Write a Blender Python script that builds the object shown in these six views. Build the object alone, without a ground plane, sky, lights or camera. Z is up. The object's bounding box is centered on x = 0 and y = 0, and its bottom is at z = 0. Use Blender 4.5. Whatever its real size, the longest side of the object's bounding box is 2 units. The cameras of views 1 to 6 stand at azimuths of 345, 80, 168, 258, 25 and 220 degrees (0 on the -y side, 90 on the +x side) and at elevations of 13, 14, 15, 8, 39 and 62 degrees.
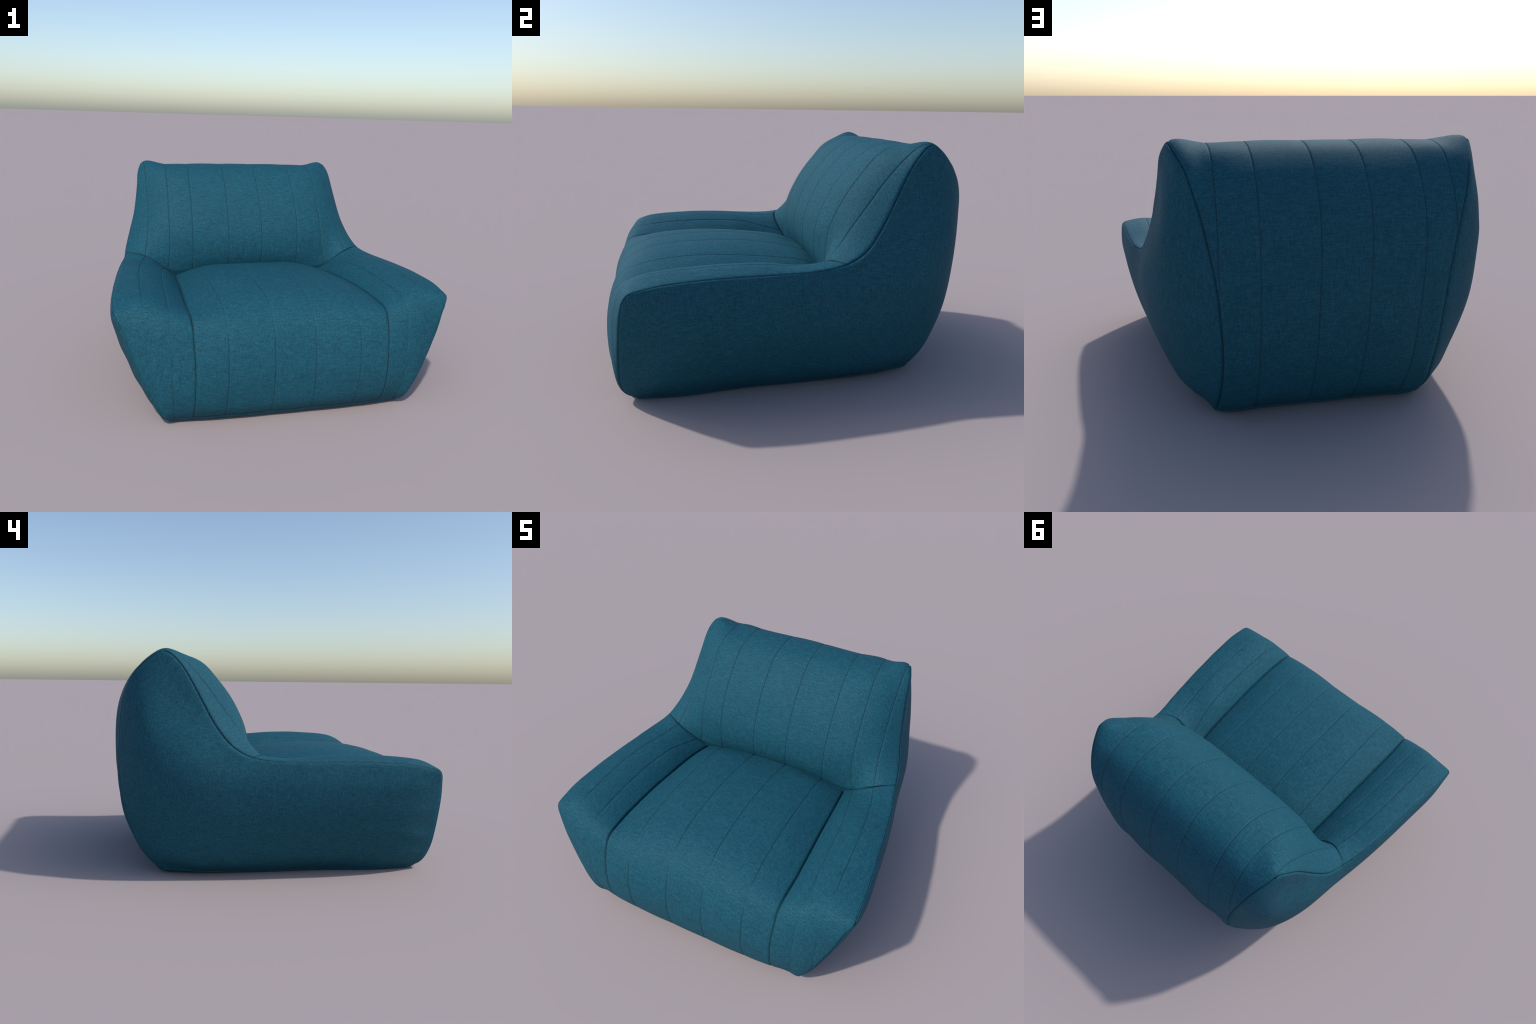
"""Low upholstered lounge chair: channel-stitched teal fabric shell.

Measured seam curves (metres, right half x >= 0) are splined into surfaces:
  seat cushion, two armrests, one wrap-over backrest, two side panels, base.
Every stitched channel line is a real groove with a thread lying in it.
"""
import bpy
import math
import numpy as np
from mathutils import noise, Vector

# ------------------------------------------------------------------ splines

def spline_eval(t, P, q):
    """Natural cubic spline through P (n x k) at knots t, evaluated at q."""
    t = np.asarray(t, float)
    P = np.asarray(P, float)
    q = np.asarray(q, float)
    n = len(t)
    h = np.diff(t)
    A = np.zeros((n, n))
    R = np.zeros((n, P.shape[1]))
    A[0, 0] = A[-1, -1] = 1.0
    for i in range(1, n - 1):
        A[i, i - 1] = h[i - 1]
        A[i, i] = 2 * (h[i - 1] + h[i])
        A[i, i + 1] = h[i]
        R[i] = 6 * ((P[i + 1] - P[i]) / h[i] - (P[i] - P[i - 1]) / h[i - 1])
    M = np.linalg.solve(A, R)
    k = np.clip(np.searchsorted(t, q) - 1, 0, n - 2)
    hk = h[k][:, None]
    a = (t[k + 1] - q)[:, None]
    b = (q - t[k])[:, None]
    return (M[k] * a ** 3 / (6 * hk) + M[k + 1] * b ** 3 / (6 * hk)
            + (P[k] / hk - M[k] * hk / 6) * a + (P[k + 1] / hk - M[k + 1] * hk / 6) * b)


def chord(P):
    P = np.asarray(P, float)
    return np.r_[0, np.cumsum(np.linalg.norm(np.diff(P, axis=0), axis=1))]


def path(P, n, a, b, dense=900):
    """Spline through P; arc-length samples between control points a and b."""
    t = chord(P)
    q = np.linspace(0, t[-1], dense)
    Q = spline_eval(t, P, q)
    L = chord(Q)
    la, lb = np.interp(t[a], q, L), np.interp(t[b], q, L)
    s = np.linspace(la, lb, n)
    return np.stack([np.interp(s, L, Q[:, i]) for i in range(3)], 1)


def two_part(P, mid, n1, n2):
    """Samples of one column: n1 up to control point `mid`, n2 after it."""
    A = path(P, n1, 0, mid)
    B = path(P, n2, mid, len(P) - 1)
    return np.vstack([A, B[1:]])


# ------------------------------------------------------ measured seam curves
N_FRONT, N_ARM, N_WING, N_REAR = 70, 90, 90, 70

# edge seam between the cover and the side panel
EDGE_FRONT = [(.711, -.846, .020), (.728, -.880, .040), (.745, -.903, .076), (.763, -.917, .120), (.789, -.919, .168),
              (.842, -.915, .283), (.889, -.907, .397), (.930, -.897, .510), (.966, -.880, .608),
              (.984, -.868, .642)]
EDGE_TIP = (.992, -.853, .662)
EDGE_ARM = [(.993, -.803, .680), (.991, -.740, .695), (.987, -.660, .707), (.977, -.550, .715),
            (.968, -.450, .720), (.957, -.350, .721), (.947, -.250, .721), (.935, -.152, .720),
            (.922, -.056, .720), (.907, .040, .721), (.887, .135, .727)]
EDGE_JOINT = (.867, .232, .745)
EDGE_WING = [(.856, .297, .772), (.841, .353, .811), (.822, .400, .865), (.804, .441, .925),
             (.791, .476, .988), (.780, .510, 1.054), (.770, .543, 1.120), (.762, .576, 1.183),
             (.756, .613, 1.245), (.744, .658, 1.298)]
EDGE_HORN = (.722, .712, 1.331)
EDGE_REAR = [(.700, .775, 1.304), (.668, .842, 1.250), (.637, .906, 1.161), (.611, .940, 1.066),
             (.588, .954, .963), (.568, .964, .860), (.550, .970, .753), (.537, .969, .639),
             (.528, .961, .520), (.522, .941, .393), (.524, .888, .243), (.532, .820, .120),
             (.541, .742, .040)]

# cushion / armrest seam
SEAT_SEAM = [(.566, -.886, .040), (.567, -.920, .072), (.568, -.967, .165), (.568, -.982, .249),
             (.568, -.985, .328), (.569, -.979, .403), (.572, -.963, .471), (.574, -.940, .539),
             (.576, -.900, .603), (.578, -.800, .627), (.580, -.690, .632), (.577, -.575, .636),
             (.571, -.410, .636), (.564, -.280, .631), (.557, -.120, .620), (.549, .030, .606),
             (.540, .150, .586), (.533, .225, .570)]
SEAT_SEAM_TOP = 8

# cushion channel seams (mid positions)
SEAT_2 = [(.388, -.900, .044), (.388, -.938, .082), (.387, -.981, .184), (.386, -.997, .281),
          (.386, -.996, .369), (.387, -.985, .452), (.387, -.962, .528), (.388, -.908, .612),
          (.390, -.820, .655), (.392, -.712, .680), (.393, -.584, .692), (.392, -.452, .698),
          (.391, -.310, .694), (.390, -.156, .683), (.388, .008, .667), (.386, .130, .645),
          (.385, .215, .610)]
SEAT_2_TOP = 7
SEAT_1 = [(.120, -.906, .046), (.120, -.945, .088), (.120, -.982, .205), (.120, -.993, .310),
          (.120, -.983, .418), (.121, -.956, .527), (.121, -.900, .617), (.122, -.834, .663),
          (.122, -.750, .696), (.122, -.655, .713), (.122, -.555, .722), (.121, -.443, .726),
          (.121, -.323, .728), (.121, -.193, .721), (.121, -.053, .705), (.121, .083, .679),
          (.121, .200, .645)]
SEAT_1_TOP = 6

# armrest channel columns
ARM_3 = [(.655, -.874, .034), (.668, -.908, .070), (.683, -.944, .150), (.690, -.962, .240),
         (.694, -.967, .330), (.697, -.963, .420), (.699, -.948, .520), (.700, -.922, .598),
         (.701, -.876, .650), (.701, -.800, .676), (.699, -.735, .688), (.696, -.670, .695),
         (.691, -.598, .701), (.687, -.512, .705), (.681, -.426, .708), (.674, -.334, .708),
         (.664, -.240, .705), (.651, -.142, .702), (.638, -.038, .686), (.622, .070, .661),
         (.604, .178, .635)]
ARM_3_TOP = 8
ARM_4 = [(.690, -.864, .026), (.715, -.908, .068), (.744, -.933, .140), (.772, -.941, .225),
         (.794, -.942, .320), (.810, -.938, .420), (.823, -.929, .520), (.832, -.909, .605),
         (.838, -.862, .676), (.839, -.800, .710), (.838, -.740, .723), (.836, -.680, .730),
         (.834, -.610, .736), (.830, -.540, .741), (.825, -.460, .746), (.820, -.386, .748),
         (.814, -.302, .748), (.807, -.220, .746), (.799, -.128, .738), (.787, -.035, .728),
         (.771, .050, .727), (.744, .155, .734)]
ARM_4_TOP = 8

# backrest columns, from the crease over the top and down the rear
BACK_1 = [(.122, .207, .640), (.122, .186, .720), (.122, .183, .790), (.122, .189, .850),
          (.122, .202, .905), (.122, .224, .965), (.122, .253, 1.030), (.122, .289, 1.090),
          (.122, .334, 1.148), (.122, .387, 1.208), (.122, .446, 1.264), (.122, .523, 1.311),
          (.121, .630, 1.331), (.120, .715, 1.328), (.120, .784, 1.303), (.120, .840, 1.258),
          (.120, .897, 1.190), (.120, .942, 1.105), (.120, .974, 1.005), (.120, .988, .910),
          (.120, .994, .800), (.120, .991, .690), (.120, .981, .555), (.120, .957, .410),
          (.118, .919, .280), (.116, .862, .160), (.114, .806, .080), (.112, .756, .033)]
BACK_1_TOP = 12
BACK_2 = [(.389, .212, .612), (.389, .192, .700), (.389, .188, .765), (.389, .192, .830),
          (.389, .205, .893), (.389, .226, .955), (.389, .254, 1.015), (.389, .289, 1.077),
          (.389, .333, 1.137), (.388, .383, 1.197), (.386, .442, 1.256), (.384, .515, 1.303),
          (.381, .630, 1.330), (.379, .715, 1.325), (.378, .784, 1.300), (.378, .838, 1.256),
          (.379, .894, 1.187), (.380, .939, 1.100), (.380, .971, 1.000), (.379, .985, .900),
          (.378, .991, .790), (.377, .988, .680), (.376, .977, .545), (.375, .953, .400),
          (.372, .914, .270), (.368, .857, .150), (.364, .802, .075), (.360, .756, .034)]
BACK_2_TOP = 12
BACK_3 = [(.600, .192, .630), (.575, .199, .700), (.565, .203, .762), (.562, .211, .826),
          (.562, .226, .890), (.563, .252, .952), (.564, .285, 1.014), (.564, .321, 1.074),
          (.563, .364, 1.135), (.562, .414, 1.197), (.560, .465, 1.257), (.557, .538, 1.304),
          (.553, .645, 1.328), (.550, .730, 1.321), (.545, .805, 1.292), (.538, .845, 1.252),
          (.530, .895, 1.180), (.520, .936, 1.090), (.508, .968, .985), (.496, .981, .880),
          (.486, .984, .775), (.478, .983, .660), (.472, .967, .530), (.468, .948, .395),
          (.468, .905, .260), (.472, .842, .140), (.476, .796, .072), (.480, .757, .035)]
BACK_3_TOP = 12
BACK_4 = [(.742, .164, .736), (.726, .205, .785), (.719, .243, .833), (.716, .281, .884),
          (.713, .321, .938), (.710, .361, .992), (.707, .402, 1.048), (.706, .440, 1.102),
          (.706, .487, 1.162), (.706, .538, 1.222), (.706, .602, 1.285), (.703, .650, 1.324),
          (.688, .705, 1.345), (.668, .765, 1.320), (.638, .822, 1.275), (.612, .872, 1.215),
          (.588, .918, 1.130), (.566, .946, 1.035), (.546, .962, .935), (.530, .970, .835),
          (.517, .975, .735), (.508, .974, .620), (.501, .966, .500), (.498, .944, .370),
          (.499, .896, .245), (.504, .835, .130), (.511, .782, .070), (.518, .746, .037)]
BACK_4_TOP = 12

# side panel relief: (y, z, x) of the bulging cloth between its seams
SIDE_RELIEF = [(-.80, .12, .812), (-.80, .25, .877), (-.80, .42, .942), (-.80, .57, .990), (-.865, .35, .889), (-.865, .50, .946), (-.855, .60, .984),
               (-.50, .06, .745), (-.50, .20, .842), (-.50, .35, .922), (-.50, .50, .971),
               (-.50, .63, .988), (-.20, .06, .718), (-.20, .20, .818), (-.20, .35, .902),
               (-.20, .50, .949), (-.20, .63, .961), (.05, .06, .702), (.05, .20, .800),
               (.05, .35, .878), (.05, .50, .919), (.05, .63, .927), (.30, .06, .688),
               (.30, .20, .778), (.30, .35, .842), (.30, .50, .876), (.30, .65, .886),
               (.50, .06, .662), (.50, .20, .750), (.50, .35, .808), (.50, .50, .848),
               (.50, .70, .865), (.50, .88, .820), (.70, .12, .646), (.70, .23, .694),
               (.70, .38, .751), (.70, .55, .803), (.70, .73, .818), (.70, .90, .795),
               (.70, 1.05, .766), (.70, 1.17, .755), (.84, .27, .612), (.84, .40, .673),
               (.84, .55, .722), (.84, .72, .744), (.84, .90, .757), (.84, 1.05, .738)]

# stitched line positions: side sign -> list of (v, x); v counts 0-1-2 along a strip
SEAT_LINES = [
    [(0, -.386), (1, -.388), (1.3, -.398), (2, -.405)],
    [(0, -.119), (1, -.123), (1.3, -.138), (2, -.143)],
    [(0, .121), (1, .117), (1.3, .103), (2, .100)],
    [(0, .388), (1, .388), (1.3, .379), (2, .371)]]
ARM_LINES = [
    [(0, .668), (.1, .676), (.35, .692), (.7, .698), (1, .700), (1.25, .694), (1.5, .683),
     (1.75, .656), (2, .604)],
    [(0, .790), (.2, .798), (.45, .812), (.8, .828), (1, .837), (1.3, .832), (1.6, .814),
     (1.85, .783), (2, .744)]]
BACK_LINES = [
    [(0, -.742), (.2, -.718), (.5, -.708), (.85, -.706), (.97, -.700), (1.08, -.720), (1.3, -.760), (2, -.76)],
    [(0, -.580), (.14, -.567), (.5, -.566), (.85, -.562), (1, -.540), (1.15, -.553), (1.35, -.572),
     (1.6, -.575), (2, -.60)],
    [(0, -.404), (.5, -.405), (.85, -.400), (1, -.385), (1.15, -.400), (1.35, -.416), (1.6, -.406), (2, -.402)],
    [(0, -.143), (.5, -.144), (.85, -.142), (1, -.126), (1.15, -.143), (1.35, -.157), (1.6, -.152), (2, -.150)],
    [(0, .100), (.5, .100), (.85, .098), (1, .108), (1.15, .091), (1.35, .082), (1.6, .086), (2, .080)],
    [(0, .370), (.5, .373), (.85, .370), (1, .374), (1.15, .359), (1.35, .353), (1.6, .354), (2, .350)],
    [(0, .590), (.14, .564), (.5, .561), (.85, .555), (1, .549), (1.15, .538), (1.35, .535),
     (1.6, .532), (2, .54)],
    [(0, .742), (.2, .718), (.5, .708), (.85, .706), (.97, .700), (1.08, .720), (1.3, .760), (2, .76)]]

# ---------------------------------------------------------- strip generation
OFFS = np.array([0, .0013, .0026, .0042, .0065, .010, .015, .022])


def segment_positions(a, b, inner):
    """Positions between two seams, crowded toward both ends."""
    L = b - a
    k = min(1.0, L / .075)
    o = OFFS * k
    mid = np.linspace(o[-1], L - o[-1], inner + 2)[1:-1]
    return a + np.r_[o, mid, (L - o)[::-1]]


def line_x(ln, v):
    """Stitched line position at v, with its knots eased into a flowing curve."""
    k, xv = [p[0] for p in ln], [p[1] for p in ln]
    w = min(.10, v - k[0] + .004, k[-1] - v + .004)
    return float(np.mean(np.interp(v + w * np.array([-1, -.7, -.4, -.15, .15, .4, .7, 1]), k, xv)))


def build_strip(cols, lines, vpos, inner, strength=None):
    """cols: list of (rows x 3) columns from left to right.  Returns grid data."""
    rows = cols[0].shape[0]
    C = np.stack(cols, 1)
    grid, dist, puff, fade, seam_cols = [], [], [], [], None
    for r in range(rows):
        P = C[r]
        t = chord(P)
        q = np.linspace(0, t[-1], 700)
        Q = spline_eval(t, P, q)
        L = chord(Q)
        xs = Q[:, 0]
        brk, amp = [0.0], [1.0]
        for ln in lines:
            x = line_x(ln, vpos[r])
            brk.append(np.interp(x, xs, L))
            amp.append(1.0)
        brk.append(L[-1])
        amp.append(1.0)
        brk, amp = np.array(brk), np.array(amp)
        gap = .006
        for i in range(1, len(brk) - 1):                      # keep order near the edges
            d = min(brk[i], L[-1] - brk[i])
            amp[i] = np.clip((d - .006) / .012, 0, 1)
            if strength is not None:
                amp[i] *= strength(vpos[r])
            brk[i] = np.clip(brk[i], gap * i, L[-1] - gap * (len(brk) - 1 - i))
        pos, dd, pf, fd, sc = [], [], [], [], [0]
        for i in range(len(brk) - 1):
            s = segment_positions(brk[i], brk[i + 1], inner)
            if i:
                s = s[1:]
            u = (s - brk[i]) / max(brk[i + 1] - brk[i], 1e-6)
            da, db = s - brk[i], brk[i + 1] - s
            near_a = da < db
            dd += list(np.where(near_a, da, db))
            ai = amp[i] if 0 < i else -1.0
            bi = amp[i + 1] if i + 1 < len(brk) - 1 else -1.0
            fd += list(np.where(near_a, ai, bi))
            wide = np.clip((brk[i + 1] - brk[i]) / .12, 0, 1)
            pf += list(wide * (4 * u * (1 - u)) ** .7)
            pos += list(s)
            sc.append(len(pos) - 1)
        grid.append(np.stack([np.interp(pos, L, Q[:, i]) for i in range(3)], 1))
        dist.append(dd)
        puff.append(pf)
        fade.append(fd)
        seam_cols = sc
    return dict(P=np.array(grid), d=np.array(dist), puff=np.array(puff),
                amp=np.array(fade), seams=seam_cols)


def grid_normals(P, flip=False):
    du = np.gradient(P, axis=1)
    dv = np.gradient(P, axis=0)
    n = np.cross(du, dv)
    n /= np.linalg.norm(n, axis=2, keepdims=True) + 1e-12
    return -n if flip else n


def mirror(col):
    m = col.copy()
    m[:, 0] *= -1
    return m


edge_front_arm = EDGE_FRONT + [EDGE_TIP] + EDGE_ARM + [EDGE_JOINT] + EDGE_WING + [EDGE_HORN] + EDGE_REAR
i_tip = len(EDGE_FRONT)
i_joint = i_tip + len(EDGE_ARM) + 1
i_horn = i_joint + len(EDGE_WING) + 1
i_end = len(edge_front_arm) - 1


def edge_piece(a, b, n):
    return path(edge_front_arm, n, a, b, dense=3000)


e_front = edge_piece(0, i_tip, N_FRONT)
e_arm = edge_piece(i_tip, i_joint, N_ARM)
e_wing = edge_piece(i_joint, i_horn, N_WING)
e_rear = edge_piece(i_horn, i_end, N_REAR)

col_S = two_part(SEAT_SEAM, SEAT_SEAM_TOP, N_FRONT, N_ARM)
col_s2 = two_part(SEAT_2, SEAT_2_TOP, N_FRONT, N_ARM)
col_s1 = two_part(SEAT_1, SEAT_1_TOP, N_FRONT, N_ARM)
col_a3 = two_part(ARM_3, ARM_3_TOP, N_FRONT, N_ARM)
col_a4 = two_part(ARM_4, ARM_4_TOP, N_FRONT, N_ARM)
col_aE = np.vstack([e_front, e_arm[1:]])
col_b1 = two_part(BACK_1, BACK_1_TOP, N_WING, N_REAR)
col_b2 = two_part(BACK_2, BACK_2_TOP, N_WING, N_REAR)
col_b3 = two_part(BACK_3, BACK_3_TOP, N_WING, N_REAR)
col_b4 = two_part(BACK_4, BACK_4_TOP, N_WING, N_REAR)
col_bE = np.vstack([e_wing, e_rear[1:]])

# extra column that keeps the crest level up to the small corner knobs
col_b35 = np.stack([spline_eval(chord(P), P, np.array([(chord(P)[2] + chord(P)[3]) / 2]))[0]
                    for P in np.stack([col_b1, col_b2, col_b3, col_b4, col_bE], 1)])
crest = (np.arange(len(col_b35)) - (N_WING - 1)) / N_WING
col_b35[:, 2] -= .0045 * np.exp(-(crest / .22) ** 2)

v_arm = np.r_[np.linspace(0, 1, N_FRONT), np.linspace(1, 2, N_ARM)[1:]]
v_back = np.r_[np.linspace(0, 1, N_WING), np.linspace(1, 2, N_REAR)[1:]]

def seat_strength(v):
    """Channel seams pull less where the cloth is stretched over the front edge."""
    return float(np.interp(v, [0, .76, .88, 1.05, 1.14, 2], [1, 1, .35, .35, 1, 1]))


def arm_strength(v):
    return float(np.interp(v, [0, .70, .86, 1.06, 1.16, 2], [.5, .35, .2, .2, 1, 1]))


seat = build_strip([mirror(col_S), mirror(col_s2), mirror(col_s1), col_s1, col_s2, col_S],
                   SEAT_LINES, v_arm, 14, seat_strength)
arm = build_strip([col_S, col_a3, col_a4, col_aE], ARM_LINES, v_arm, 12, arm_strength)
back = build_strip([mirror(c) for c in (col_bE, col_b4, col_b35, col_b3, col_b2, col_b1)]
                   + [col_b1, col_b2, col_b3, col_b35, col_b4, col_bE], BACK_LINES, v_back, 14)

# ------------------------------------------------------------- side panel
N_TOP = N_ARM + N_WING - 1
top = np.vstack([e_arm, e_wing[1:]])                 # tip -> horn
left = e_front                                       # bottom -> tip
right = e_rear[::-1]                                 # bottom -> horn
BOTTOM = [EDGE_FRONT[0], (.714, -.60, .013), (.665, -.30, .011), (.645, 0, .012),
          (.624, .30, .016), (.594, .56, .024), EDGE_REAR[-1]]
bottom = path(BOTTOM, N_TOP, 0, len(BOTTOM) - 1)
# bottom samples follow the top ones so that the grid stays upright
st = chord(top) / chord(top)[-1]
ty = (top[:, 1] - top[0, 1]) / (top[-1, 1] - top[0, 1])
sb = .35 * st + .65 * ty
bl = chord(bottom) / chord(bottom)[-1]
bottom = np.stack([np.interp(sb, bl, bottom[:, i]) for i in range(3)], 1)


def coons(left, right, bottom, top):
    s = sb[None, :, None]
    nt = len(left)
    t = np.linspace(0, 1, nt)[:, None, None]
    # crowd the rows toward top and bottom seams
    ruled_t = (1 - t) * bottom[None] + t * top[None]
    ruled_s = (1 - s) * left[:, None] + s * right[:, None]
    bil = ((1 - s) * (1 - t) * bottom[0] + s * (1 - t) * bottom[-1]
           + (1 - s) * t * top[0] + s * t * top[-1])
    return ruled_t + ruled_s - bil


side_P = coons(left, right, bottom, top)


def thin_plate(centres, values, query, ridge):
    def phi(r2):
        return .5 * r2 * np.log(r2 + 1e-12)
    c = np.asarray(centres, float)
    d2 = ((c[:, None] - c[None]) ** 2).sum(2)
    n = len(c)
    A = np.zeros((n + 3, n + 3))
    A[:n, :n] = phi(d2) + np.diag(ridge)
    A[:n, n] = A[n, :n] = 1
    A[:n, n + 1:] = c
    A[n + 1:, :n] = c.T
    w = np.linalg.solve(A, np.r_[values, 0, 0, 0])
    out = np.zeros(len(query))
    for i in range(0, len(query), 4000):
        qq = query[i:i + 4000]
        dq = ((qq[:, None] - c[None]) ** 2).sum(2)
        out[i:i + 4000] = phi(dq) @ w[:n] + w[n] + qq @ w[n + 1:]
    return out


rim = np.vstack([left[::4], top[2:-1:4], right[::4], bottom[3:-2:6]])
rear_z, rear_y = right[:, 2], right[:, 1]


def unroll(yz):
    """Stretch the panel toward the rear seam, where the padding rolls round to it."""
    yz = np.asarray(yz, float)
    end = np.interp(yz[:, 1], rear_z, rear_y) + .012
    w = -np.sqrt(np.maximum(end - yz[:, 0], .004))
    return np.stack([w, yz[:, 1]], 1)


cen = unroll(np.vstack([rim[:, 1:], np.array([(y, z) for y, z, x in SIDE_RELIEF])]))
stiff = np.r_[np.full(len(rim), 1e-6), np.full(len(SIDE_RELIEF), 2e-3)]
val = np.r_[rim[:, 0], [x for y, z, x in SIDE_RELIEF]]
# resolve the seam zone: extra rows/columns crowded against the border


def crowd(G, axis):
    G = np.moveaxis(G, axis, 0)
    n = len(G)
    extra = [.12, .25, .4, .6, .8]
    idx = np.r_[0, extra, np.arange(1, n - 1), [n - 1 - e for e in extra[::-1]], n - 1]
    lo = np.clip(np.floor(idx).astype(int), 0, n - 2)
    f = (idx - lo)[:, None, None]
    return np.moveaxis(G[lo] * (1 - f) + G[lo + 1] * f, 0, axis)


inner_yz = side_P[1:-1, 1:-1, 1:].reshape(-1, 2)
side_P[1:-1, 1:-1, 0] = thin_plate(cen, val, unroll(inner_yz), stiff).reshape(side_P.shape[0] - 2, -1)

# ------------------------------------------------- relief: puff, groove, seam
SEAM_W = .0034


def relief(g, normals, puff_h, groove_h):
    amp = np.clip(g['amp'], 0, 1)
    h = puff_h * g['puff'] - groove_h * amp * np.exp(-(g['d'] / SEAM_W) ** 2)
    return normals * h[..., None]


seat_n = grid_normals(seat['P'])
arm_n = grid_normals(arm['P'])
back_n = grid_normals(back['P'])
side_n = grid_normals(side_P, flip=False)
if seat_n[N_FRONT + 40, 60, 2] < 0:
    seat_n = -seat_n
if arm_n[N_FRONT + 40, 20, 2] < 0:
    arm_n = -arm_n
if back_n[40, 60, 1] > 0:
    back_n = -back_n
if side_n[30, 60, 0] < 0:
    side_n = -side_n


def unit(a):
    return a / (np.linalg.norm(a, axis=-1, keepdims=True) + 1e-12)


# shared border directions, so that neighbouring parts keep meeting exactly
side_edge = np.vstack([side_n[:, 0], side_n[-1, 1:], side_n[::-1, -1][1:]])
n_a = len(col_aE)
strip_edge = np.vstack([arm_n[:, -1], back_n[1:, -1]])
edge_dir = unit(side_edge + strip_edge)
for _ in range(6):
    edge_dir[1:-1] = unit(edge_dir[:-2] + 2 * edge_dir[1:-1] + edge_dir[2:])
seat_dir = unit(seat_n[:, -1] + arm_n[:, 0])


rim_pts = np.vstack([col_aE, col_bE[1:]])


def pucker(P, scale, seed):
    flat = P.reshape(-1, 3)
    out = np.array([noise.noise(Vector((p[0] * scale + seed, p[1] * scale, p[2] * scale))) for p in flat])
    return out.reshape(P.shape[:-1])


EDGE_W = .0050
EDGE_V = np.interp(np.arange(len(rim_pts)), [0, N_FRONT - 4, N_FRONT + 6, n_a - 10, n_a + 6, len(rim_pts)],
                   [.0055, .0055, .0022, .0022, .0055, .0055])

ROLL_H, ROLL_W = .0060, .022


def pull_edge(Pn, g, border, direction, h, w=EDGE_W):
    """Draw the cloth in along one border of a strip (border = 0 or -1)."""
    P = g['P']
    L = np.cumsum(np.linalg.norm(np.diff(P, axis=1), axis=2), axis=1)
    L = np.concatenate([np.zeros((len(P), 1)), L], 1)
    d = L if border == 0 else L[:, -1:] - L
    k = -h[:, None] * np.exp(-(d / w) ** 2) + ROLL_H * (d / ROLL_W) * np.exp(1 - d / ROLL_W)
    return Pn + k[..., None] * direction[:, None, :]


PUFF = .0022
GROOVE = .0028
seat_Q = seat['P'] + relief(seat, seat_n, PUFF, GROOVE)
arm_Q = arm['P'] + relief(arm, arm_n, PUFF, GROOVE)
back_Q = back['P'] + relief(back, back_n, PUFF, GROOVE)

mir = np.array([-1, 1, 1.0])
v_depth = np.interp(v_arm, [0, .9, 1.15, 2], [.004, .006, .016, .018])
k_w = .006


def pull_var(Pn, g, border, direction, h, w):
    P = g['P']
    L = np.cumsum(np.linalg.norm(np.diff(P, axis=1), axis=2), axis=1)
    L = np.concatenate([np.zeros((len(P), 1)), L], 1)
    d = L if border == 0 else L[:, -1:] - L
    return Pn - (h[:, None] * np.exp(-(d / w) ** 2))[..., None] * direction[:, None, :]


seat_Q = pull_var(seat_Q, seat, -1, seat_dir, v_depth, k_w)
seat_Q = pull_var(seat_Q, seat, 0, seat_dir * mir, v_depth, k_w)
arm_Q = pull_var(arm_Q, arm, 0, seat_dir, v_depth, k_w)
arm_Q = pull_edge(arm_Q, arm, -1, edge_dir[:n_a], EDGE_V[:n_a])
back_edge_dir = edge_dir[n_a - 1:]
back_Q = pull_edge(back_Q, back, -1, back_edge_dir, EDGE_V[n_a - 1:])
back_Q = pull_edge(back_Q, back, 0, back_edge_dir * mir, EDGE_V[n_a - 1:])

# side panel border
side_C = crowd(crowd(side_P, 0), 1)
side_Nc = unit(crowd(crowd(side_n, 0), 1))
sf = side_C.reshape(-1, 3)
best = np.full(len(sf), 1e9)
bi = np.zeros(len(sf), int)
for i in range(0, len(sf), 3000):
    d2 = ((sf[i:i + 3000, None] - rim_pts[None]) ** 2).sum(2)
    bi[i:i + 3000] = d2.argmin(1)
    best[i:i + 3000] = np.sqrt(d2.min(1))
dirs = edge_dir[bi]
wrinkle = pucker(sf, 22, 3.0)
small = .0012 * wrinkle * np.exp(-(best / .03) ** 2)
side_Q = (sf + (ROLL_H * (best / ROLL_W) * np.exp(1 - best / ROLL_W)
                - EDGE_V[bi] * np.exp(-(best / EDGE_W) ** 2))[:, None] * dirs
          + (small * (best > 1e-5))[:, None] * side_Nc.reshape(-1, 3)).reshape(side_C.shape)


# ------------------------------------------------------------ tucked flaps
def tuck(Q, vec_rows, at_end):
    """Append rows that carry the cloth on into the crease, out of sight."""
    rows = [Q]
    base = Q[-1] if at_end else Q[0]
    for v in vec_rows:
        off = np.zeros_like(base) + np.array(v)
        off[:, 0] += -np.sign(base[:, 0]) * np.clip((np.abs(base[:, 0]) - .45) / .4, 0, 1) * abs(v[2]) * .9
        new = (base + off)[None]
        rows = rows + [new] if at_end else [new] + rows
    return np.vstack(rows)


seat_Q = tuck(seat_Q, [(0, .012, -.012), (0, .03, -.05)], True)
arm_Q_tail = tuck(arm_Q, [(0, .010, -.006), (0, .03, -.030), (0, .045, -.07)], True)
back_Q = tuck(back_Q, [(0, .006, -.010), (0, .012, -.05)], False)
arm_Q = arm_Q_tail
BACK_PAD = 2


# ------------------------------------------------------------------ meshes
def clear():
    for o in list(bpy.data.objects):
        bpy.data.objects.remove(o, do_unlink=True)


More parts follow.
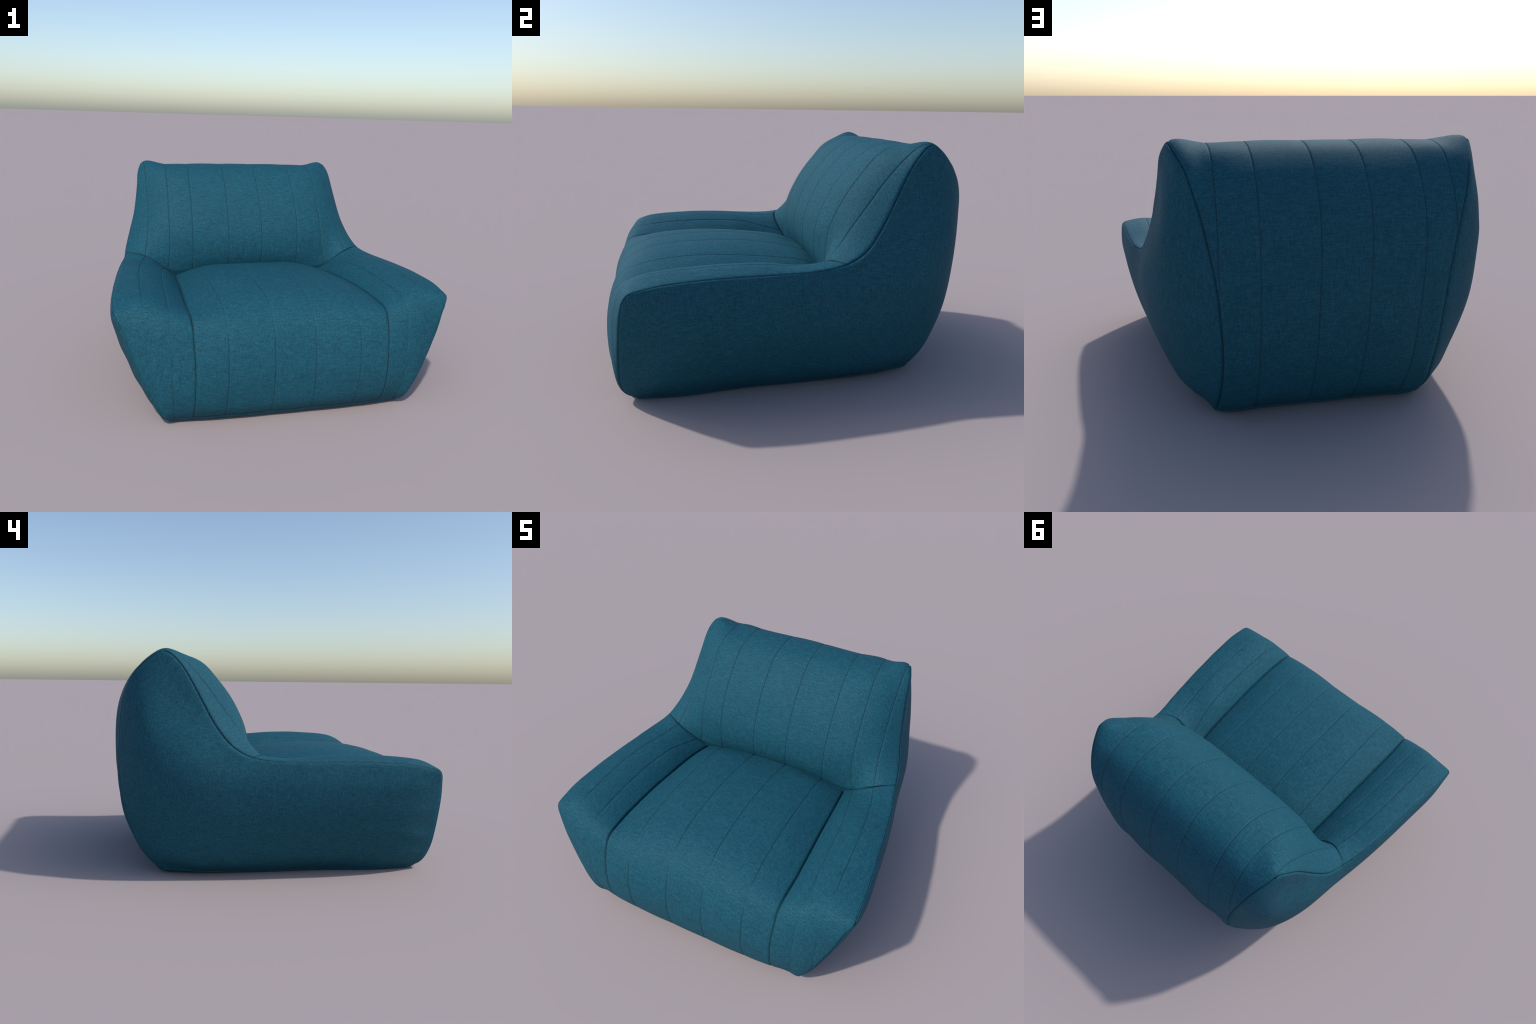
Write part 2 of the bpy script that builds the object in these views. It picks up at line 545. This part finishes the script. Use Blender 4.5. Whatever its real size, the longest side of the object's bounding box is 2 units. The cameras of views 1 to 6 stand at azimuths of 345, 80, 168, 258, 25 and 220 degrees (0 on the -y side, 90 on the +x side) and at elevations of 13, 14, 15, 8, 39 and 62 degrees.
def grid_object(name, Q, mat, flip, parent):
    r, c = Q.shape[:2]
    verts = Q.reshape(-1, 3)
    idx = np.arange(r * c).reshape(r, c)
    f = np.stack([idx[:-1, :-1], idx[:-1, 1:], idx[1:, 1:], idx[1:, :-1]], -1).reshape(-1, 4)
    if flip:
        f = f[:, ::-1]
    me = bpy.data.meshes.new(name)
    me.from_pydata(verts.tolist(), [], f.tolist())
    me.polygons.foreach_set('use_smooth', np.ones(len(f), bool))
    me.materials.append(mat)
    me.update()
    o = bpy.data.objects.new(name, me)
    bpy.context.scene.collection.objects.link(o)
    o.parent = parent
    return o


def tube(lines, radius, sides=6):
    """Thin tubes along a list of polylines, as one vertex / face list."""
    V, F = [], []
    for L in lines:
        L = np.asarray(L)
        if len(L) < 3:
            continue
        T = unit(np.gradient(L, axis=0))
        ref = np.where(np.abs(T[:, :1]) > .8, np.array([[0, 0, 1.0]]), np.array([[1.0, 0, 0]]))
        U = unit(np.cross(T, ref))
        W = np.cross(T, U)
        b = len(V)
        for p, u, w in zip(L, U, W):
            for k in range(sides):
                a = 2 * math.pi * k / sides
                V.append(tuple(p + radius * (math.cos(a) * u + math.sin(a) * w)))
        for i in range(len(L) - 1):
            for k in range(sides):
                k2 = (k + 1) % sides
                F.append((b + i * sides + k, b + i * sides + k2,
                          b + (i + 1) * sides + k2, b + (i + 1) * sides + k))
    return V, F


def line_object(lines, mat, parent, radius=.0011):
    V, F = tube(lines, radius)
    me = bpy.data.meshes.new('seam')
    me.from_pydata(V, [], F)
    me.polygons.foreach_set('use_smooth', np.ones(len(F), bool))
    me.materials.append(mat)
    o = bpy.data.objects.new('seam', me)
    bpy.context.scene.collection.objects.link(o)
    o.parent = parent
    return o


# ---------------------------------------------------------------- materials
def fabric(name, tint):
    m = bpy.data.materials.new(name)
    m.use_nodes = True
    nt = m.node_tree
    N, L = nt.nodes, nt.links
    bsdf = N['Principled BSDF']
    tc = N.new('ShaderNodeTexCoord')

    def streak(sx, sy, sz, detail=2.0, rough=.55):
        mp = N.new('ShaderNodeMapping')
        mp.inputs['Scale'].default_value = (sx, sy, sz)
        L.new(tc.outputs['Object'], mp.inputs['Vector'])
        t = N.new('ShaderNodeTexNoise')
        t.inputs['Scale'].default_value = 1.0
        t.inputs['Detail'].default_value = detail
        t.inputs['Roughness'].default_value = rough
        L.new(mp.outputs['Vector'], t.inputs['Vector'])
        return t.outputs['Fac']

    def math_node(op, a, b):
        n = N.new('ShaderNodeMath')
        n.operation = op
        for i, v in enumerate((a, b)):
            if isinstance(v, (int, float)):
                n.inputs[i].default_value = v
            else:
                L.new(v, n.inputs[i])
        return n.outputs[0]

    hi, lo = 180, 20
    sx = streak(lo, hi, hi)
    sy = streak(hi, lo, hi)
    sz = streak(hi, hi, lo)
    mott = streak(130, 130, 130, 2.0, .5)
    cloud = streak(14, 14, 14, 2.0, .5)
    total = math_node('ADD', math_node('ADD', sx, sy), sz)
    total = math_node('ADD', math_node('MULTIPLY', total, .36), math_node('MULTIPLY', mott, .20))
    total = math_node('ADD', total, math_node('MULTIPLY', cloud, .05))
    total = math_node('SUBTRACT', total, .165)
    ramp = N.new('ShaderNodeValToRGB')
    L.new(total, ramp.inputs['Fac'])
    dark, mid, light = tint
    e = ramp.color_ramp.elements
    e[0].position, e[0].color = .36, (*dark, 1)
    e[1].position, e[1].color = .64, (*light, 1)
    k = ramp.color_ramp.elements.new(.50)
    k.color = (*mid, 1)
    L.new(ramp.outputs['Color'], bsdf.inputs['Base Color'])
    bsdf.inputs['Roughness'].default_value = .70
    bsdf.inputs['Specular IOR Level'].default_value = .14
    bsdf.inputs['Sheen Weight'].default_value = .0
    bsdf.inputs['Sheen Roughness'].default_value = .5
    bump = N.new('ShaderNodeBump')
    bump.inputs['Strength'].default_value = .10
    bump.inputs['Distance'].default_value = .002
    L.new(total, bump.inputs['Height'])
    L.new(bump.outputs['Normal'], bsdf.inputs['Normal'])
    return m


def plain(name, colour, rough):
    m = bpy.data.materials.new(name)
    m.use_nodes = True
    nt = m.node_tree
    b = nt.nodes['Principled BSDF']
    tc = nt.nodes.new('ShaderNodeTexCoord')
    t = nt.nodes.new('ShaderNodeTexNoise')
    t.inputs['Scale'].default_value = 120
    nt.links.new(tc.outputs['Object'], t.inputs['Vector'])
    r = nt.nodes.new('ShaderNodeValToRGB')
    r.color_ramp.elements[0].color = (*[c * .8 for c in colour], 1)
    r.color_ramp.elements[1].color = (*[c * 1.2 for c in colour], 1)
    nt.links.new(t.outputs['Fac'], r.inputs['Fac'])
    nt.links.new(r.outputs['Color'], b.inputs['Base Color'])
    b.inputs['Roughness'].default_value = rough
    return m


clear()
TINT = ((.0072, .053, .077), (.0108, .077, .112), (.0160, .109, .157))
cloth = fabric('teal_fabric', TINT)
dark_line = plain('dark_teal_line', (.008, .039, .055), .9)
edge_dark = plain('deep_teal_line', (.006, .022, .030), .9)
crease_line = plain('near_black_line', (.006, .012, .015), .9)  # near-black thin tubes along the seat, joint and hem creases

root = bpy.data.objects.new('armchair', None)
bpy.context.scene.collection.objects.link(root)
root['label'] = 'low teal fabric lounge armchair with stitched channels'
root['category'] = 'armchair'


def orientation(Q, r, c, axis, sign):
    """True when the face loop must be flipped to look outward."""
    n = np.cross(Q[r, c + 1] - Q[r, c], Q[r + 1, c] - Q[r, c])
    return n[axis] * sign < 0


seat_o = grid_object('seat_cushion', seat_Q, cloth, orientation(seat_Q, N_FRONT + 30, 60, 2, 1), root)
arm_flip = orientation(arm_Q, N_FRONT + 30, 25, 2, 1)
arm_r = grid_object('armrest', arm_Q, cloth, arm_flip, root)
arm_l = grid_object('armrest', arm_Q * mir, cloth, not arm_flip, root)
back_o = grid_object('backrest', back_Q, cloth, orientation(back_Q, 40, 80, 1, -1), root)
side_flip = orientation(side_Q, 30, 60, 0, 1)
side_r = grid_object('side_panel', side_Q, cloth, side_flip, root)
side_l = grid_object('side_panel', side_Q * mir, cloth, not side_flip, root)


def sink(line, amount, normals):
    return line - normals * amount


# dark lines laid in the grooves
def visible_parts(g, Q, c, off=0):
    """Stretches of a channel seam that are drawn in (not run out, not stretched)."""
    rows = np.where(g['amp'][:, c] > .40)[0]
    runs = np.split(rows, np.where(np.diff(rows) > 1)[0] + 1)
    return [Q[off + r[0]:off + r[-1] + 1, c] for r in runs if len(r) > 3]


def all_runs(g, Q, off=0):
    return [run for c in g['seams'][1:-1] for run in visible_parts(g, Q, c, off)]


line_object(all_runs(seat, seat_Q), dark_line, seat_o)
arm_dark_lines = all_runs(arm, arm_Q)
line_object(arm_dark_lines, dark_line, arm_r)
line_object([t * mir for t in arm_dark_lines], dark_line, arm_l)
line_object(all_runs(back, back_Q, BACK_PAD), dark_line, back_o)
edge_line = np.vstack([arm_Q[:n_a, -1], back_Q[BACK_PAD + 1:, -1]])
edge_runs = [edge_line[:N_FRONT - 1], edge_line[n_a - 8:]]     # the arm's top edge shows a fainter line
line_object(edge_runs, edge_dark, side_r, .0012)
line_object([e * mir for e in edge_runs], edge_dark, side_l, .0012)
turned = [edge_line[N_FRONT - 2:n_a - 6]]
line_object(turned, dark_line, side_r, .0009)
line_object([e * mir for e in turned], dark_line, side_l, .0009)
seat_line = arm_Q[:n_a, 0]
joint_line = arm_Q[n_a - 1] + np.array([0, .001, .0008])
line_object([seat_line], crease_line, arm_r, .0018)
line_object([seat_line * mir], crease_line, arm_l, .0018)
line_object([joint_line], crease_line, arm_r, .0010)
line_object([joint_line * mir], crease_line, arm_l, .0010)
line_object([seat_Q[0], seat_Q[len(v_arm)]], crease_line, seat_o, .0020)

# ------------------------------------------------------------------- base
front_rim = np.vstack([(arm_Q[0] * mir)[::-1], seat_Q[0][1:-1], arm_Q[0]])
right_rim = side_Q[0][1:]
rear_rim = back_Q[-1][::-1][1:]
left_rim = (side_Q[0] * mir)[::-1][1:-1]
loop = np.vstack([front_rim, right_rim, rear_rim, left_rim])
ctr = np.array([0, -.05, 0])
rings = []
for shrink, drop in ((0, 0), (.001, -.006), (.009, None), (.03, None), (.07, None), (.16, None), (.45, None), (.8, None)):
    d = loop - ctr
    d[:, 2] = 0
    d = unit(d)
    ring = loop - d * shrink if shrink < .3 else ctr + (loop - ctr) * (1 - shrink)
    if drop is not None:
        ring[:, 2] = loop[:, 2] + drop
    else:
        f = {.009: .58, .03: .24, .07: .04}.get(shrink, 0.0)
        ring[:, 2] = loop[:, 2] * f
    rings.append(ring)
n = len(loop)
V = np.vstack(rings + [ctr[None]])
F = []
for k in range(len(rings) - 1):
    for i in range(n):
        j = (i + 1) % n
        F.append((k * n + i, (k + 1) * n + i, (k + 1) * n + j, k * n + j))
k = len(rings) - 1
for i in range(n):
    F.append((k * n + i, len(V) - 1, k * n + (i + 1) % n))
me = bpy.data.meshes.new('base_panel')
me.from_pydata(V.tolist(), [], F)
me.polygons.foreach_set('use_smooth', np.ones(len(F), bool))
me.materials.append(cloth)
base_o = bpy.data.objects.new('base_panel', me)
bpy.context.scene.collection.objects.link(base_o)
base_o.parent = root
